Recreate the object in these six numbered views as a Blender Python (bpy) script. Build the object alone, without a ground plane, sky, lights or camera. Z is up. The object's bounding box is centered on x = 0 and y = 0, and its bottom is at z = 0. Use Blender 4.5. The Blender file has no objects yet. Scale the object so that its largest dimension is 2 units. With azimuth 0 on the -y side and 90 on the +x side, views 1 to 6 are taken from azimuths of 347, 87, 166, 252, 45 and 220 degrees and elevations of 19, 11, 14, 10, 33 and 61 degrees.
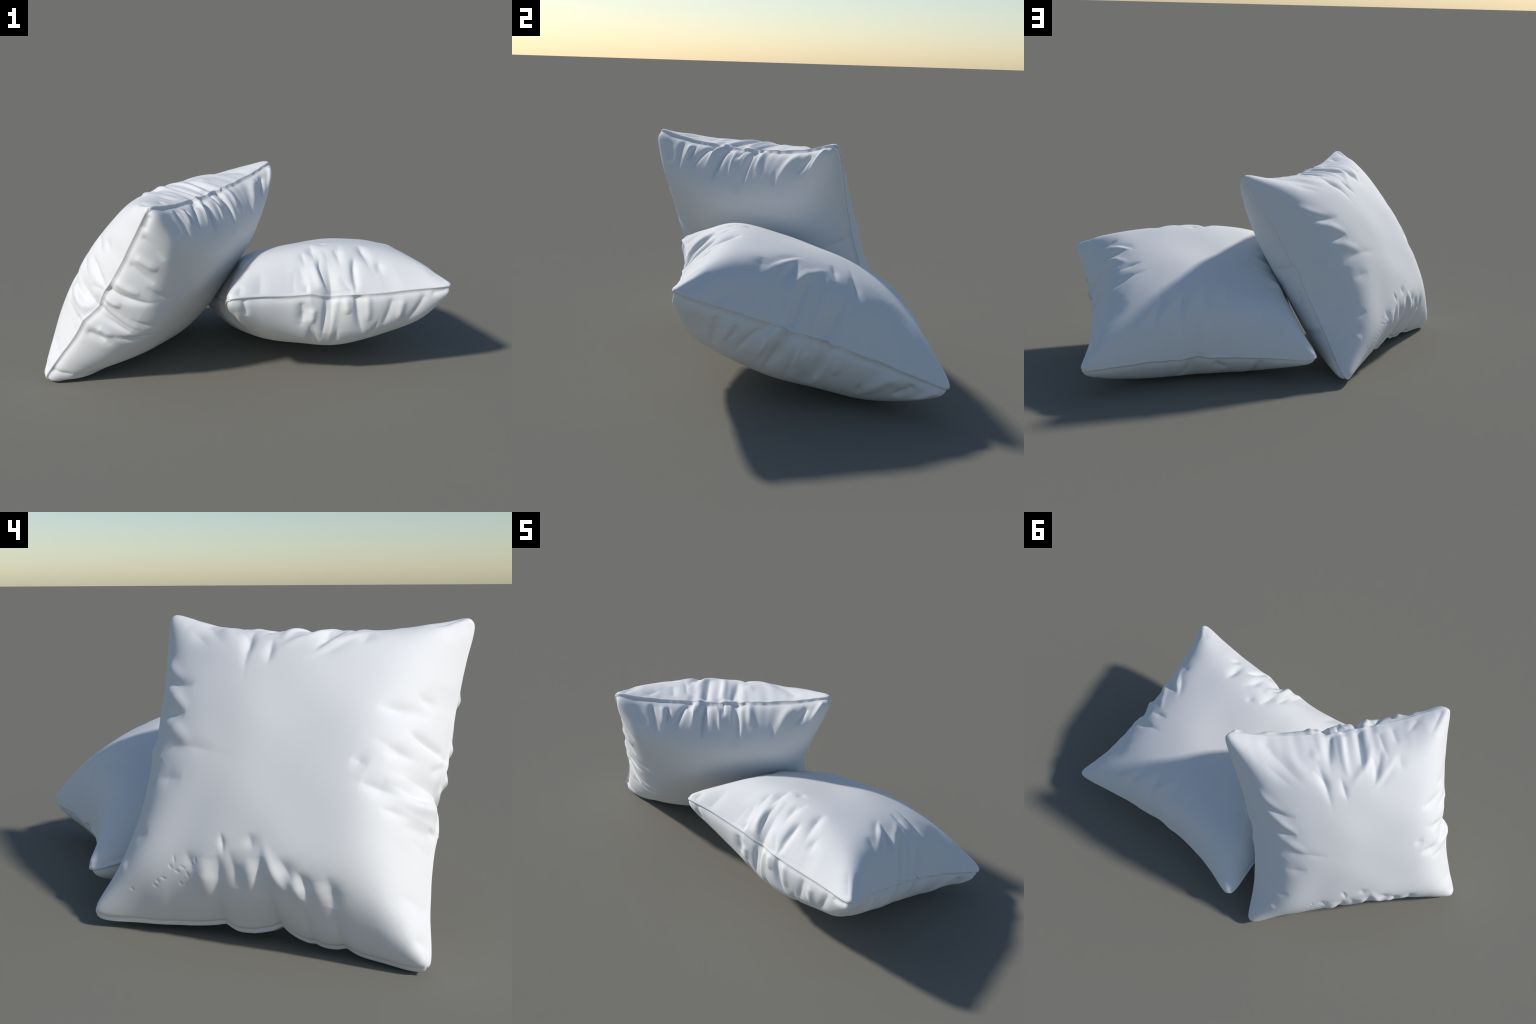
"""Two plump white scatter cushions: one lies tilted, the other leans over it.

Both are the same cushion: a square cover of two panels sewn together along a
narrow lip, gathered along its seams.  A local frame is used throughout:
x, y in the plane of the seam, z out of the front panel.
Edge 0 runs along -y, edge 1 along +x, edge 2 along +y, edge 3 along -x.
"""
import bpy
import numpy as np

# ---------------------------------------------------------------- shape
CORNERS = [(-0.6078, -0.6015), (0.5925, -0.5621), (0.5924, 0.5871), (-0.5926, 0.5823)]
TWIST = -0.0056
# per edge: inward sag, its skew and squareness, then lift out of the plane, its skew and squareness
EDGES = [(0.0636, -0.176, 0.694, -0.0169, -0.0135, 0.0200), (0.1020, 0.078, 0.504, -0.0052, 0.0057, -0.0080), (0.1047, 0.377, 0.138, -0.0194, -0.0312, -0.0063), (0.0693, 0.353, 0.159, -0.0452, -0.0015, -0.0192)]
CORNER_ROUND = 0.055
# loft of each panel: height, exponent a, exponent b, lean x, lean y, fullness to the rim, to the corners, hip sharpness
FRONT_LOFT = (0.2768, 3.7067, 0.9430, -0.0389, -0.0763, 0.0557, -0.7433, 3.1105)
BACK_LOFT = (0.2267, 2.7996, 1.0422, 0.1384, -0.0259, 0.2285, -0.3521, 0.2253)
LEANING_AXES = [(0.39399, -0.3588, 0.84619), (0.66496, 0.74685, 0.00707), (-0.63451, 0.5599, 0.53284)]
LEANING_CENTRE = (-0.4077, -0.0016, 0.5117)
LYING_AXES = [(0.99964, -0.02384, 0.01244), (0.02653, 0.94964, -0.31222), (-0.00437, 0.31243, 0.94993)]
LYING_CENTRE = (0.4313, 0.0652, 0.324)

# uneven stuffing: height in mm, radius, place u, v
FRONT_SWELLS = [(-8, 0.2, -0.62, 0.38), (-4, 0.2, -0.62, -0.1), (22, 0.34, 0.12, 0.12), (6, 0.2, 0.0, 0.5), (-14, 0.25, -0.50, -0.45), (-10, 0.22, -0.47, 0.42),
                (-10, 0.25, 0.55, -0.6), (-7, 0.2, 0.6, 0.65), (-7, 0.2, -0.75, -0.75), (-6, 0.2, -0.62, 0.05),
                (12, 0.15, 0.05, -0.88)]
# walls that bulge out over the seam: edge, place along it, spread, bulge in mm
FRONT_ROLLS = [(3, 0.05, 0.45, -3), (3, 0.55, 0.3, 7), (0, -0.05, 0.25, 6)]
BACK_ROLLS = [(1, -0.2, 0.5, 8), (3, 0.45, 0.3, -8)]
BACK_SWELLS = [(8, 0.2, -0.1, -0.5), (18, 0.22, -0.15, -0.8), (20, 0.22, 0.1, -0.68), (-36, 0.22, -1.0, -0.5), (-18, 0.2, -0.95, -0.25),
               (-10, 0.22, 0.6, -0.52), (-9, 0.25, 0.55, 0.3), (8, 0.2, 0.78, -0.1), (10, 0.18, 0.87, -0.5), (10, 0.15, 0.8, -0.82), (8, 0.15, 0.25, -0.9)]

GRID = 430          # vertices per side of a panel

# ---------------------------------------------------------------- folds
# (height in mm: negative = crease, positive = ridge; half width in mm; course in panel u, v)
FRONT_FOLDS = [
    (-16, 20, [(0.98, 0.09), (0.92, 0.12), (0.83, 0.14)]),
    (-9, 17, [(0.83, 0.24), (0.7, 0.22), (0.49, 0.2)]),
    (-9, 15, [(0.73, 0.07), (0.53, 0.05)]),
    (-16, 20, [(0.98, -0.15), (0.89, -0.14), (0.79, -0.13)]),
    (9, 18, [(0.97, -0.02), (0.87, 0.01), (0.73, 0.0)]),
    (8, 20, [(0.92, -0.25), (0.82, -0.19), (0.71, -0.14)]),
    (-9, 22, [(0.88, -0.32), (0.77, -0.28), (0.61, -0.22)]),
    (-6, 16, [(0.95, -0.33), (0.82, -0.37)]),
    (-6, 18, [(0.96, -0.45), (0.88, -0.47)]),
    (-6, 25, [(0.82, -0.48), (0.69, -0.48)]),
    (-6, 18, [(0.97, -0.66), (0.93, -0.58)]),
    (-9, 22, [(0.97, -0.88), (0.87, -0.78)]),
    (-7, 30, [(0.95, 0.64), (0.85, 0.55), (0.71, 0.42)]),
    (6, 28, [(0.91, 0.51), (0.83, 0.42), (0.7, 0.33)]),
    (-5, 24, [(0.83, 0.7), (0.67, 0.51)]),
    (7, 24, [(0.93, 0.26), (0.86, 0.23)]),
    (7, 20, [(0.63, -0.2), (0.71, -0.28), (0.86, -0.36)]),
    (-7, 20, [(0.58, -0.21), (0.65, -0.31), (0.76, -0.42)]),
    (-7, 30, [(0.9, -0.96), (0.79, -0.86)]),
    (9, 24, [(0.58, 0.83), (0.5, 0.79), (0.41, 0.65)]),
    (-11, 22, [(0.43, 0.82), (0.38, 0.71), (0.37, 0.55)]),
    (10, 24, [(0.38, 0.83), (0.29, 0.69), (0.19, 0.58)]),
    (-12, 22, [(0.18, 0.8), (0.18, 0.69), (0.18, 0.58)]),
    (8, 26, [(0.13, 0.78), (0.08, 0.65), (-0.04, 0.5)]),
    (-8, 26, [(-0.09, 0.75), (-0.03, 0.62), (-0.07, 0.31)]),
    (-6, 30, [(-0.18, 0.99), (-0.22, 0.9)]),
    (6, 30, [(-0.02, 0.97), (-0.02, 0.82)]),
    (-6, 26, [(-0.22, 0.73), (-0.23, 0.52)]),
    (-5, 20, [(-0.53, 0.83), (-0.55, 0.69)]),
    (6, 20, [(-0.69, 0.88), (-0.73, 0.79)]),
    (-6, 30, [(0.14, 0.92), (0.18, 0.84), (0.2, 0.71)]),
    (5, 30, [(-0.06, 0.91), (0.01, 0.84)]),
    (-17, 26, [(-0.18, -0.63), (-0.19, -0.75), (-0.19, -0.85)]),
    (14, 26, [(-0.22, -0.86), (-0.18, -0.94), (-0.11, -0.99)]),
    (7, 24, [(-0.13, -0.75), (-0.1, -0.84), (-0.04, -0.93)]),
    (-8, 20, [(0.17, -0.85), (0.15, -0.91), (0.14, -0.97)]),
    (-8, 24, [(0.08, -0.67), (0.04, -0.8), (0.03, -0.9)]),
    (-6, 24, [(0.4, -0.83), (0.34, -0.93)]),
    (-7, 20, [(0.0, -0.94), (0.08, -0.99)]),
    (-6, 26, [(-0.33, -0.87), (-0.3, -0.98)]),
    (-5, 26, [(0.29, -0.66), (0.27, -0.81)]),
    (-8, 22, [(0.28, -0.65), (0.27, -0.78), (0.3, -0.92)]),
    (-6, 14, [(0.16, -0.84), (0.12, -1.0)]),
    (-6, 22, [(-0.05, -0.56), (-0.08, -0.66)]),
    (-14, 12, [(-0.15, -0.84), (-0.15, -0.93), (-0.1, -0.99)]),
    (-8, 18, [(-0.29, -0.75), (-0.28, -0.88)]),
    (8, 22, [(-0.16, -0.67), (-0.2, -0.89), (-0.19, -0.97)]),
    (-9, 10, [(-0.28, -0.96), (-0.29, -0.99)]),
    (-7, 20, [(0.02, -0.73), (0.02, -0.88)]),
    (-8, 20, [(0.17, -0.84), (0.11, -0.96)]),
    (-6, 24, [(0.27, -0.71), (0.31, -0.88)]),
    (-5, 22, [(0.38, -0.86), (0.38, -0.93)]),
    (-6, 22, [(-0.85, -0.92), (-0.86, -0.98)]),
    (-4, 24, [(-0.67, -0.87), (-0.68, -0.98)]),
    (-4, 24, [(-0.38, -0.89), (-0.4, -0.98)]),
    (9, 20, [(0.59, -0.2), (0.82, -0.44)]),
    (-9, 18, [(0.62, -0.21), (0.74, -0.25), (0.84, -0.23)]),
    (9, 20, [(0.66, -0.01), (0.84, -0.22)]),
    (-9, 20, [(0.61, 0.2), (0.72, 0.23), (0.8, 0.29)]),
    (-12, 26, [(-0.67, 0.17), (-0.78, 0.15), (-0.9, 0.17)]),
    (12, 30, [(-0.69, 0.25), (-0.79, 0.24), (-0.88, 0.24)]),
    (-6, 10, [(-0.55, 0.17), (-0.6, 0.15), (-0.66, 0.13)]),
    (-13, 22, [(-0.66, -0.1), (-0.77, -0.1), (-0.87, -0.06)]),
    (8, 24, [(-0.68, -0.02), (-0.75, -0.04), (-0.85, -0.05)]),
    (11, 20, [(-0.61, -0.12), (-0.74, -0.18), (-0.82, -0.25)]),
    (-9, 24, [(-0.66, -0.21), (-0.77, -0.3)]),
    (10, 22, [(-0.73, -0.28), (-0.8, -0.31), (-0.87, -0.34)]),
    (-12, 20, [(-0.72, -0.32), (-0.78, -0.36), (-0.84, -0.36)]),
    (7, 30, [(-0.75, -0.42), (-0.84, -0.45)]),
    (-10, 26, [(-0.71, -0.49), (-0.79, -0.51), (-0.85, -0.5)]),
    (-8, 24, [(-0.64, 0.1), (-0.75, 0.05), (-0.83, 0.02)]),
    (-6, 20, [(-0.54, -0.01), (-0.63, -0.05)]),
    (-6, 22, [(-0.65, 0.38), (-0.76, 0.31)]),
    (-2, 4, [(-0.67, 0.46), (-0.72, 0.44)]),
    (-2, 4, [(-0.73, 0.41), (-0.75, 0.36)]),
    (-2, 4, [(-0.75, 0.44), (-0.77, 0.39)]),
    (-2, 4, [(-0.68, 0.31), (-0.72, 0.3)]),
    (-2, 4, [(-0.71, 0.33), (-0.73, 0.32)]),
    (-2, 4, [(-0.78, 0.29), (-0.8, 0.27)]),
    (-2, 4, [(-0.76, 0.36), (-0.79, 0.33)]),
    (-2, 4, [(-0.81, 0.39), (-0.83, 0.38)]),
    (-2, 4, [(-0.82, 0.36), (-0.83, 0.35)]),
    (-2, 4, [(-0.82, 0.57), (-0.84, 0.53)]),
    (-2, 4, [(-0.8, 0.55), (-0.82, 0.52)]),
    (-2, 4, [(-0.84, 0.72), (-0.85, 0.69)]),
    (-2, 4, [(-0.79, 0.52), (-0.8, 0.48)]),
    (-2, 4, [(-0.72, 0.48), (-0.75, 0.45)]),
]
BACK_FOLDS = [
    (-10, 14, [(0.98, -0.63), (0.93, -0.62), (0.85, -0.61)]),
    (-8, 9, [(0.98, -0.49), (0.96, -0.5), (0.93, -0.53)]),
    (8, 16, [(0.98, -0.54), (0.92, -0.54)]),
    (-11, 14, [(0.99, -0.31), (0.97, -0.38), (0.9, -0.44)]),
    (12, 18, [(1.0, -0.23), (0.97, -0.27), (0.9, -0.29)]),
    (-16, 16, [(0.99, -0.16), (0.95, -0.18), (0.86, -0.21)]),
    (12, 18, [(1.0, -0.06), (0.96, -0.04), (0.9, -0.03)]),
    (-8, 9, [(1.0, -0.0), (0.97, 0.0)]),
    (-17, 14, [(1.0, 0.11), (0.95, 0.12), (0.86, 0.14)]),
    (9, 18, [(1.0, 0.23), (0.93, 0.24)]),
    (-6, 10, [(0.93, 0.43), (0.84, 0.46)]),
    (9, 24, [(0.98, 0.6), (0.94, 0.53), (0.84, 0.48)]),
    (-11, 18, [(0.97, 0.73), (0.9, 0.66)]),
    (8, 12, [(0.98, 0.88), (0.94, 0.83), (0.88, 0.78)]),
    (-6, 24, [(0.94, 0.05), (0.78, 0.1)]),
    (-7, 30, [(0.95, -0.76), (0.89, -0.69)]),
    (-17, 13, [(-0.1, -0.99), (-0.12, -0.96), (-0.14, -0.84)]),
    (11, 18, [(-0.04, -0.99), (-0.06, -0.95), (-0.07, -0.8)]),
    (-13, 18, [(0.13, -1.0), (0.15, -0.95), (0.23, -0.82)]),
    (9, 20, [(0.04, -0.99), (0.06, -0.95)]),
    (8, 20, [(0.22, -0.99), (0.25, -0.91)]),
    (-7, 20, [(0.43, -0.98), (0.40, -0.86)]),
    (-7, 20, [(0.70, -0.98), (0.63, -0.85)]),
    (8, 20, [(0.52, -0.97), (0.53, -0.87)]),
    (-9, 20, [(-0.33, -0.98), (-0.32, -0.91)]),
    (8, 18, [(-0.24, -0.96), (-0.25, -0.9)]),
    (-9, 16, [(-0.24, -0.9), (-0.13, -0.61)]),
    (13, 20, [(-0.89, -0.91), (-0.86, -0.7), (-0.79, -0.45)]),
    (-10, 26, [(-0.97, 0.18), (-0.9, 0.11), (-0.84, -0.01)]),
    (-7, 14, [(-0.82, -0.99), (-0.81, -0.89)]),
    (-8, 14, [(0.34, -0.9), (0.29, -0.66)]),
    (-9, 15, [(-0.26, -0.9), (-0.21, -0.66)]),
    (-7, 14, [(-0.01, -0.89), (-0.02, -0.66)]),
    (-5, 25, [(-0.3, -0.97), (-0.35, -0.87)]),
    (-7, 14, [(0.89, -0.99), (0.79, -0.99)]),
    (-9, 20, [(0.16, 0.88), (0.07, 0.99)]),
    (-9, 20, [(-0.16, 0.98), (-0.23, 0.95)]),
    (-8, 20, [(-0.46, 0.8), (-0.51, 0.98)]),
]



def edge_noise(t, cycles, seed, power=1.0):
    """Smooth 1-D value noise in -1..1 along a seam, t in -1..1."""
    r = np.random.default_rng(seed)
    k = r.uniform(-1, 1, int(cycles) + 4)
    p = (np.asarray(t) + 1) / 2 * cycles + 1
    i = np.clip(np.floor(p).astype(int), 0, len(k) - 2)
    f = p - i
    f = f * f * (3 - 2 * f)
    n = k[i] * (1 - f) + k[i + 1] * f
    return np.sign(n) * np.abs(n) ** power


def seam_ripple(t, edge):
    """Small waves of the gathered seam line: (out of plane, in plane) in metres."""
    mid = np.exp(-((t - GATHER[edge][0]) / GATHER[edge][1]) ** 2)
    amp_z, amp_in, cyc = GATHER[edge][2:5]
    z = edge_noise(t, cyc, 11 + edge) * amp_z * (0.12 + mid)
    z = z + edge_noise(t, cyc * 0.4, 31 + edge) * amp_z * 0.5 * (1 - t * t)
    a = edge_noise(t, cyc * 0.9, 51 + edge) * amp_in * (0.12 + mid)
    for at, wide, inward, up in KINKS[edge]:
        b = np.exp(-(np.abs(t - at) / wide) ** 1.3)
        a = a + inward * b
        z = z + up * b
    end = np.clip((1 - np.abs(t)) * 6, 0, 1)
    return z * end, a * end


# single puckers of the seam per edge: place, width, pull inwards, pull out of plane
KINKS = [[(-0.08, 0.07, 0.020, -0.004), (-0.26, 0.08, -0.008, 0.008), (0.1, 0.06, -0.004, 0.003)],
         [(-0.02, 0.06, 0.010, -0.004), (0.12, 0.05, 0.006, 0.006)],
         [(-0.02, 0.10, 0.006, 0.006)],
         [(0.45, 0.30, -0.014, -0.012), (-0.17, 0.06, 0.018, 0.0), (0.0, 0.07, -0.008, 0.0), (0.14, 0.05, 0.026, 0.0), (0.50, 0.05, 0.014, 0.0), (0.33, 0.03, 0.007, 0.0)]]
# per edge: place and spread of the gathering, ripple heights out of and in plane, ripples along the edge
GATHER = [(-0.12, 0.16, 0.004, 0.006, 22),
          (-0.02, 0.28, 0.007, 0.007, 40),
          (-0.05, 0.35, 0.004, 0.004, 26),
          (0.05, 0.45, 0.010, 0.008, 15)]


def flat_layout(U, V, ripple=True):
    """Seam-plane position of panel coordinates U, V (both -1..1)."""
    sc = 1 - CORNER_ROUND * np.abs(U * V) ** 12
    u, v = U * sc, V * sc
    S, T = (u + 1) / 2, (v + 1) / 2
    w = [(1 - S) * (1 - T), S * (1 - T), S * T, (1 - S) * T]
    X = sum(wi * c[0] for wi, c in zip(w, CORNERS))
    Y = sum(wi * c[1] for wi, c in zip(w, CORNERS))
    Z = TWIST * (w[0] - w[1] + w[2] - w[3])
    runs = [(u, (1 - v) / 2, V, 1, 1), (v, (1 + u) / 2, U, 0, -1),
            (-u, (1 + v) / 2, V, 1, -1), (-v, (1 - u) / 2, U, 0, 1)]
    for e, (t, near, cross, axis, sign) in enumerate(runs):
        sag, skew, square, lift, lskew, lsquare = EDGES[e]
        bow = 1 - t * t
        a = sag * bow * (1 + skew * t + square * t * t) * near
        z = bow * (lift + lskew * t + lsquare * t * t) * near
        if ripple:
            rz, ra = seam_ripple(t, e)
            fade = np.clip((near - 0.86) / 0.14, 0, 1) ** 1.5
            a = a + ra * fade
            z = z + rz * fade
        if axis:
            Y = Y + sign * a
        else:
            X = X + sign * a
        Z = Z + z
    return X, Y, Z


def loft(U, V, shape, swells):
    """Stuffed height of a panel: walls rising from the seams, meeting in soft hips at the diagonals."""
    H, a, b, ox, oy, full, diag, hip = shape
    def wall(t):
        return np.clip(1 - (np.sqrt(t * t + 0.01) / 1.01 ** 0.5) ** a, 0, 1) + 1e-6
    x, y = wall(U), wall(V)
    ear = np.exp(-((1 - np.abs(U)) ** 2 + (1 - np.abs(V)) ** 2) / 0.25 ** 2)
    hip = hip * (1 - ear) + min(hip, 1.1) * ear
    m = x * y / (x ** hip + y ** hip) ** (1 / hip) * 2 ** (1 / hip)
    h = H * m ** b * (1 + ox * U) * (1 + oy * V)
    h = h * (1 + full * (U * U + V * V) + diag * U * U * V * V)
    for mm, radius, cu, cv in swells:
        edge = np.clip((1 - np.maximum(np.abs(U), np.abs(V))) / 0.15, 0, 1)
        h = h + 0.001 * mm * np.exp(-((U - cu) ** 2 + (V - cv) ** 2) / radius ** 2) * edge ** 0.7
    return h


def smooth_panel(U, V, side, ripple=True):
    X, Y, Z = flat_layout(U, V, ripple)
    h = loft(U, V, *((FRONT_LOFT, FRONT_SWELLS) if side > 0 else (BACK_LOFT, BACK_SWELLS)))
    return np.stack([X, Y, Z + side * h], -1)


def normals(P, side):
    n = np.cross(np.gradient(P, axis=0), np.gradient(P, axis=1)) * side
    ln = np.linalg.norm(n, axis=-1, keepdims=True)
    n = n / np.maximum(ln, 1e-12)
    return n


def rim_distance(P):
    """Arc length over the cloth from each grid vertex to the nearest seam."""
    du = np.linalg.norm(np.diff(P, axis=0), axis=-1)
    dv = np.linalg.norm(np.diff(P, axis=1), axis=-1)
    z0 = np.zeros((1, P.shape[1]))
    z1 = np.zeros((P.shape[0], 1))
    a = np.concatenate([z0, np.cumsum(du, 0)], 0)
    b = np.concatenate([z1, np.cumsum(dv, 1)], 1)
    return a, a[-1:] - a, b, b[:, -1:] - b


def rim_soft(rim, *sides):
    """Smooth minimum of the four seam distances, rounding the corners."""
    p = sum(np.maximum(s, 1e-5) ** -3.0 for s in sides) ** (-1 / 3.0)
    return np.where(rim <= 0, 0, p)


def fold_field(P, side, folds):
    """Sum of creases and ridges: bumps around curved courses on the panel."""
    out = np.zeros(P.shape[:2])
    for height, width, course in folds:
        c = np.array(course, float)
        s = np.linspace(0, 1, 28)
        k = np.linspace(0, 1, len(c))
        if len(c) == 3:                      # smooth quadratic course through 3 points
            mid = 2 * c[1] - 0.5 * (c[0] + c[2])
            uv = ((1 - s) ** 2)[:, None] * c[0] + (2 * s * (1 - s))[:, None] * mid + (s ** 2)[:, None] * c[2]
        else:
            uv = np.stack([np.interp(s, k, c[:, 0]), np.interp(s, k, c[:, 1])], 1)
        reach = np.abs(c).max(1)
        free = [reach[e] < max(0.95, reach.max() - 0.005) for e in (0, -1)]
        for end, inner in ((0, 1), (-1, -2)):                # free ends run on a little
            if free[end]:
                step = (uv[end] - uv[inner]) * 7
                uv = np.concatenate([[uv[0] + step], uv]) if end == 0 else np.concatenate([uv, [uv[-1] + step]])
        uv = np.clip(uv, -0.999, 0.999)
        L = smooth_panel(uv[:, 0], uv[:, 1], side, False)
        w = width * 0.001
        lo, hi = L.min(0) - 4 * w, L.max(0) + 4 * w
        sel = np.all((P > lo) & (P < hi), axis=-1)
        if not sel.any():
            continue
        Q = P[sel]
        best = np.full(len(Q), 1e9)
        at = np.zeros(len(Q))
        for i in range(len(L) - 1):
            ab = L[i + 1] - L[i]
            tt = np.clip(((Q - L[i]) @ ab) / (ab @ ab + 1e-12), 0, 1)
            d = np.linalg.norm(Q - L[i] - tt[:, None] * ab, axis=1)
            m = d < best
            best[m] = d[m]
            at[m] = (i + tt[m]) / (len(L) - 1)
        taper = np.ones(len(Q))
        if free[0]:                  # fades out where it does not run into the seam
            taper *= 1 - np.clip(1 - at / 0.55, 0, 1) ** 1.4
        if free[1]:
            taper *= 1 - np.clip(1 - (1 - at) / 0.55, 0, 1) ** 1.4
        r = best / (w * (0.55 + 0.45 * np.sqrt(taper)))
        prof = np.exp(-r ** 1.5) if height < 0 else 0.85 * np.exp(-r * r)
        out[sel] += height * 0.001 * prof * taper * (1.0 if side > 0 else 1.45 if c[:, 0].mean() > 0.85 else 1.25)
    return out


def lump_noise(P, scale, seed):
    r = np.random.default_rng(seed)
    f = np.zeros(P.shape[:-1])
    for _ in range(14):
        k = r.normal(size=3) * scale
        f = f + np.sin(P @ k + r.uniform(0, 6.28))
    return f / 14 ** 0.5


def build_panel(side):
    s = np.linspace(-1, 1, GRID)
    g = 0.42 * np.sin(s * np.pi / 2) + 0.58 * s          # finer towards the seams
    U, V = np.meshgrid(g, g, indexing='ij')
    P0 = smooth_panel(U, V, side)
    N = normals(P0, side)
    a, b, c, e = rim_distance(P0)
    d3, d1, d0, d2 = a, b, c, e
    rim = np.minimum(np.minimum(a, b), np.minimum(c, e))
    rim = rim_soft(rim, a, b, c, e)
    # gathers fanning in from each seam
    D = np.zeros_like(rim)
    for k, (t, d) in enumerate([(U, d0), (V, d1), (-U, d2), (-V, d3)]):
        fan = t * (1 + 0.25 * d)
        seed = 100 + 10 * k + (5 if side < 0 else 0)
        env = (1 - np.exp(-d / 0.03)) * np.exp(-(d / 0.15) ** 2) * np.clip(1 - t * t, 0, 1)
        for edge, at, spread, mm in (FRONT_ROLLS if side > 0 else BACK_ROLLS):
            if edge == k:
                w = d / 0.065
                D += 0.001 * mm * np.exp(-((t - at) / spread) ** 4) * w * w * np.exp(2 - 2 * w)
        D += env * FLUTE * (edge_noise(fan, 30, seed) + 0.8 * edge_noise(fan, 17, seed + 1))
    D += fold_field(P0, side, FRONT_FOLDS if side > 0 else BACK_FOLDS)
    D *= 1 - np.exp(-(rim / 0.012) ** 2)
    D += 0.0010 * lump_noise(P0, 14, 3 + side) * np.clip(rim / 0.1, 0, 1)
    # turned-out corners: small plump ears
    roll = np.sqrt(1 - (1 - np.clip(rim / 0.035, 0, 1)) ** 2)
    for cu, cv in ((-1, -1), (1, -1), (1, 1), (-1, 1)):
        x, y, z = flat_layout(np.array([cu * 1.0]), np.array([cv * 1.0]), False)
        d = np.linalg.norm(P0 - np.array([x[0], y[0], z[0]]), axis=-1)
        D += EAR * np.exp(-(d / 0.075) ** 2) * roll
    # stitched lip: a groove just inside the seam, deeper under the back
    if side > 0:
        hem = LIP_FRONT + 0.005 * np.clip(-U * 8 - 7, 0, 1)
        D -= hem * np.exp(-((rim - 0.014) / 0.008) ** 2)
    else:
        D -= LIP_BACK * (1 - np.exp(-(rim / 0.005) ** 2)) * np.exp(-(rim / 0.026) ** 2)
    P = P0 + N * D[..., None]
    P[..., 2] += side * 0.0012                            # cloth thickness at the lip
    return P


FLUTE = 0.0016
LIP_FRONT = 0.0006
LIP_BACK = 0.010
EAR = 0.003


def grid_mesh(name, P, side, material):
    n = P.shape[0]
    idx = np.arange(n * n).reshape(n, n)
    quads = np.stack([idx[:-1, :-1], idx[1:, :-1], idx[1:, 1:], idx[:-1, 1:]], -1).reshape(-1, 4)
    if side < 0:
        quads = quads[:, ::-1]
    me = bpy.data.meshes.new(name)
    me.from_pydata(P.reshape(-1, 3).tolist(), [], quads.tolist())
    me.polygons.foreach_set('use_smooth', [True] * len(me.polygons))
    me.materials.append(material)
    me.update()
    return me


def seam_mesh(name, material):
    """Narrow rolled hem that closes the two panels along the seam."""
    s = np.linspace(-1, 1, 420)
    g = 0.5 * np.sin(s * np.pi / 2) + 0.5 * s
    one = np.ones_like(g)
    loop_uv = [(g, -one), (one, g), (-g, one), (-one, -g)]
    pts = []
    for u, v in loop_uv:
        x, y, z = flat_layout(u[:-1], v[:-1])
        pts.append(np.stack([x, y, z], 1))
    C = np.concatenate(pts)
    m = len(C)
    tan = np.roll(C, -1, 0) - np.roll(C, 1, 0)
    tan /= np.linalg.norm(tan, axis=1, keepdims=True)
    up = np.tile([0.0, 0.0, 1.0], (m, 1))
    out = np.cross(tan, up)
    out /= np.linalg.norm(out, axis=1, keepdims=True)
    ring = 10
    V = []
    for k in range(ring):
        a = 2 * np.pi * k / ring
        V.append(C - out * 0.0035 - up * 0.0006 + out * (0.0038 * np.cos(a)) + up * (0.0019 * np.sin(a)))
    V = np.stack(V, 1).reshape(-1, 3)
    faces = []
    for i in range(m):
        j = (i + 1) % m
        for k in range(ring):
            l = (k + 1) % ring
            faces.append((i * ring + k, j * ring + k, j * ring + l, i * ring + l))
    me = bpy.data.meshes.new(name)
    me.from_pydata(V.tolist(), [], faces)
    me.polygons.foreach_set('use_smooth', [True] * len(me.polygons))
    me.materials.append(material)
    me.update()
    return me


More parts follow.
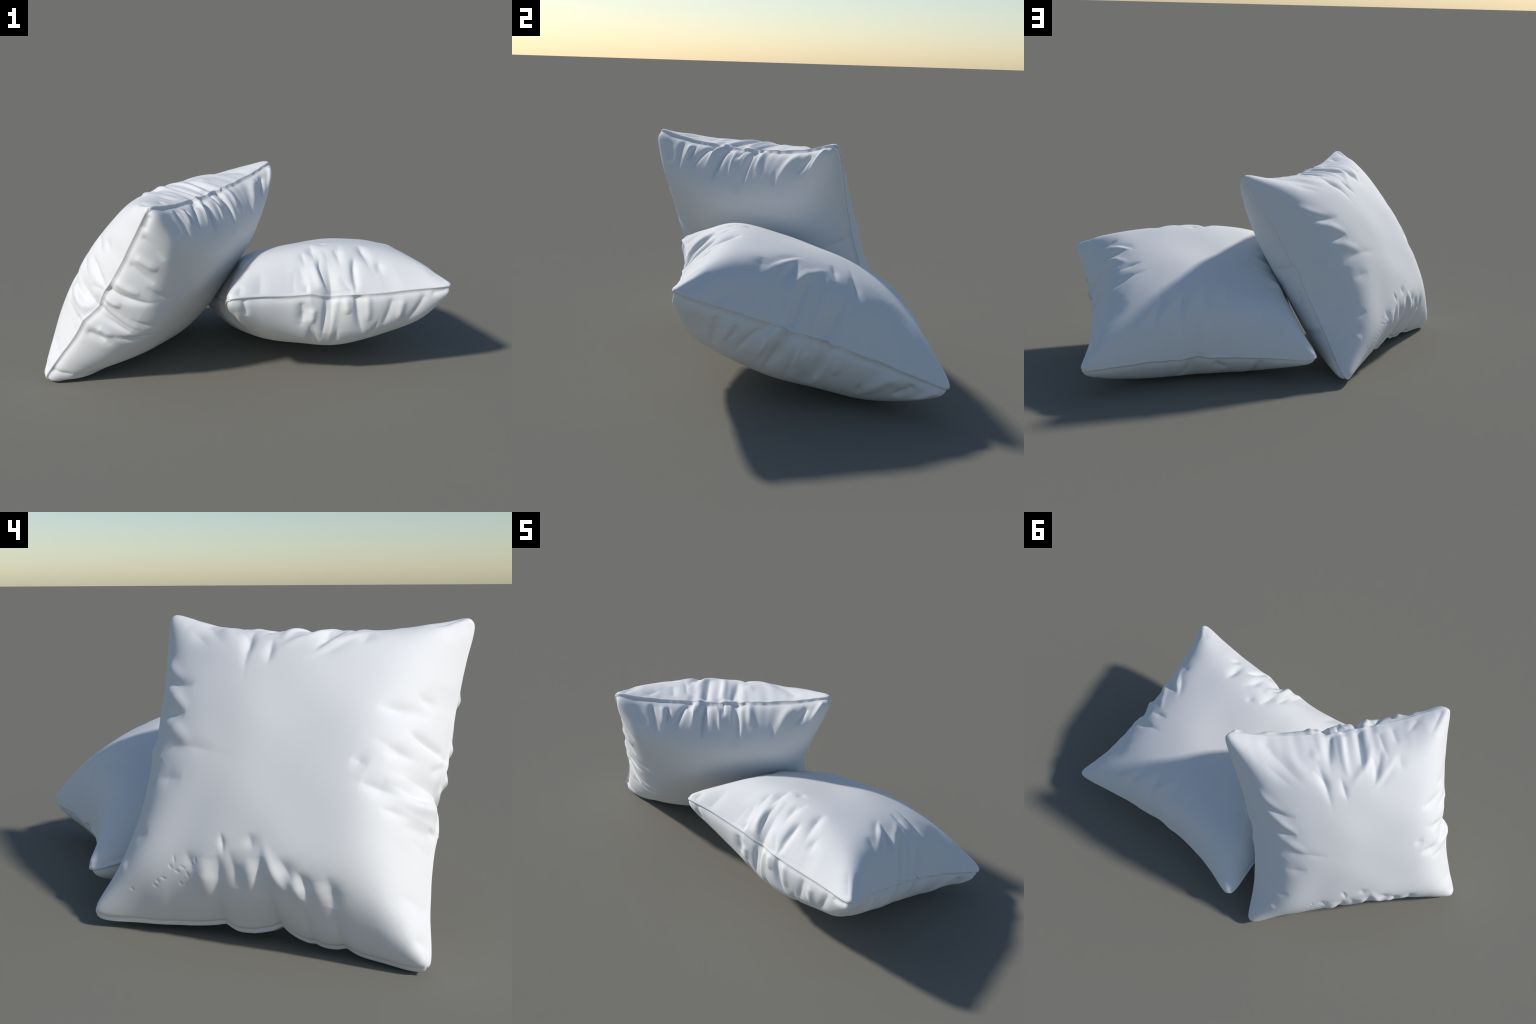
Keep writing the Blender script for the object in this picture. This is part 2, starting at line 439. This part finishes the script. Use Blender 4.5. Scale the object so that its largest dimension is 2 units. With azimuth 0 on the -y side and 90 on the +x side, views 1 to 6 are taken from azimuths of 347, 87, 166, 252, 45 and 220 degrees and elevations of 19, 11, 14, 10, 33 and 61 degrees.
def cotton(name, tint):
    """Plain white cotton: faint mottling and a very fine weave."""
    mat = bpy.data.materials.new(name)
    mat.use_nodes = True
    nt = mat.node_tree
    bsdf = nt.nodes['Principled BSDF']
    co = nt.nodes.new('ShaderNodeTexCoord')
    mottle = nt.nodes.new('ShaderNodeTexNoise')
    mottle.inputs['Scale'].default_value = 5.0
    mottle.inputs['Detail'].default_value = 3.0
    ramp = nt.nodes.new('ShaderNodeValToRGB')
    ramp.color_ramp.elements[0].position = 0.3
    ramp.color_ramp.elements[1].position = 0.7
    ramp.color_ramp.elements[0].color = [c * 0.993 for c in tint] + [1]
    ramp.color_ramp.elements[1].color = list(tint) + [1]
    nt.links.new(co.outputs['Object'], mottle.inputs['Vector'])
    nt.links.new(mottle.outputs['Fac'], ramp.inputs['Fac'])
    nt.links.new(ramp.outputs['Color'], bsdf.inputs['Base Color'])
    weave = nt.nodes.new('ShaderNodeTexNoise')
    weave.inputs['Scale'].default_value = 420.0
    bump = nt.nodes.new('ShaderNodeBump')
    bump.inputs['Strength'].default_value = 0.02
    bump.inputs['Distance'].default_value = 0.001
    nt.links.new(co.outputs['Object'], weave.inputs['Vector'])
    nt.links.new(weave.outputs['Fac'], bump.inputs['Height'])
    nt.links.new(bump.outputs['Normal'], bsdf.inputs['Normal'])
    bsdf.inputs['Roughness'].default_value = 0.7
    bsdf.inputs['Specular IOR Level'].default_value = 0.25
    return mat


def place(obj, axes, centre):
    from mathutils import Matrix
    M = Matrix.Identity(4)
    for c in range(3):
        for r in range(3):
            M[r][c] = axes[c][r]
    for r in range(3):
        M[r][3] = centre[r]
    obj.matrix_world = M


def main():
    cloth = cotton('white_cotton', WHITE)
    parts = [grid_mesh('front_panel', build_panel(+1), +1, cloth),
             grid_mesh('back_panel', build_panel(-1), -1, cloth),
             seam_mesh('seam', cloth)]
    for axes, centre, label in (
            (LYING_AXES, LYING_CENTRE, 'plump white square cushion lying tilted with gathered seams'),
            (LEANING_AXES, LEANING_CENTRE, 'plump white square cushion leaning on its lower corners')):
        root = bpy.data.objects.new('cushion', None)
        root.empty_display_size = 0.1
        bpy.context.scene.collection.objects.link(root)
        place(root, axes, centre)
        root['label'] = label
        root['category'] = 'cushion'
        for me in parts:
            o = bpy.data.objects.new(me.name, me)
            bpy.context.scene.collection.objects.link(o)
            o.parent = root


WHITE = (0.80, 0.80, 0.80)
main()
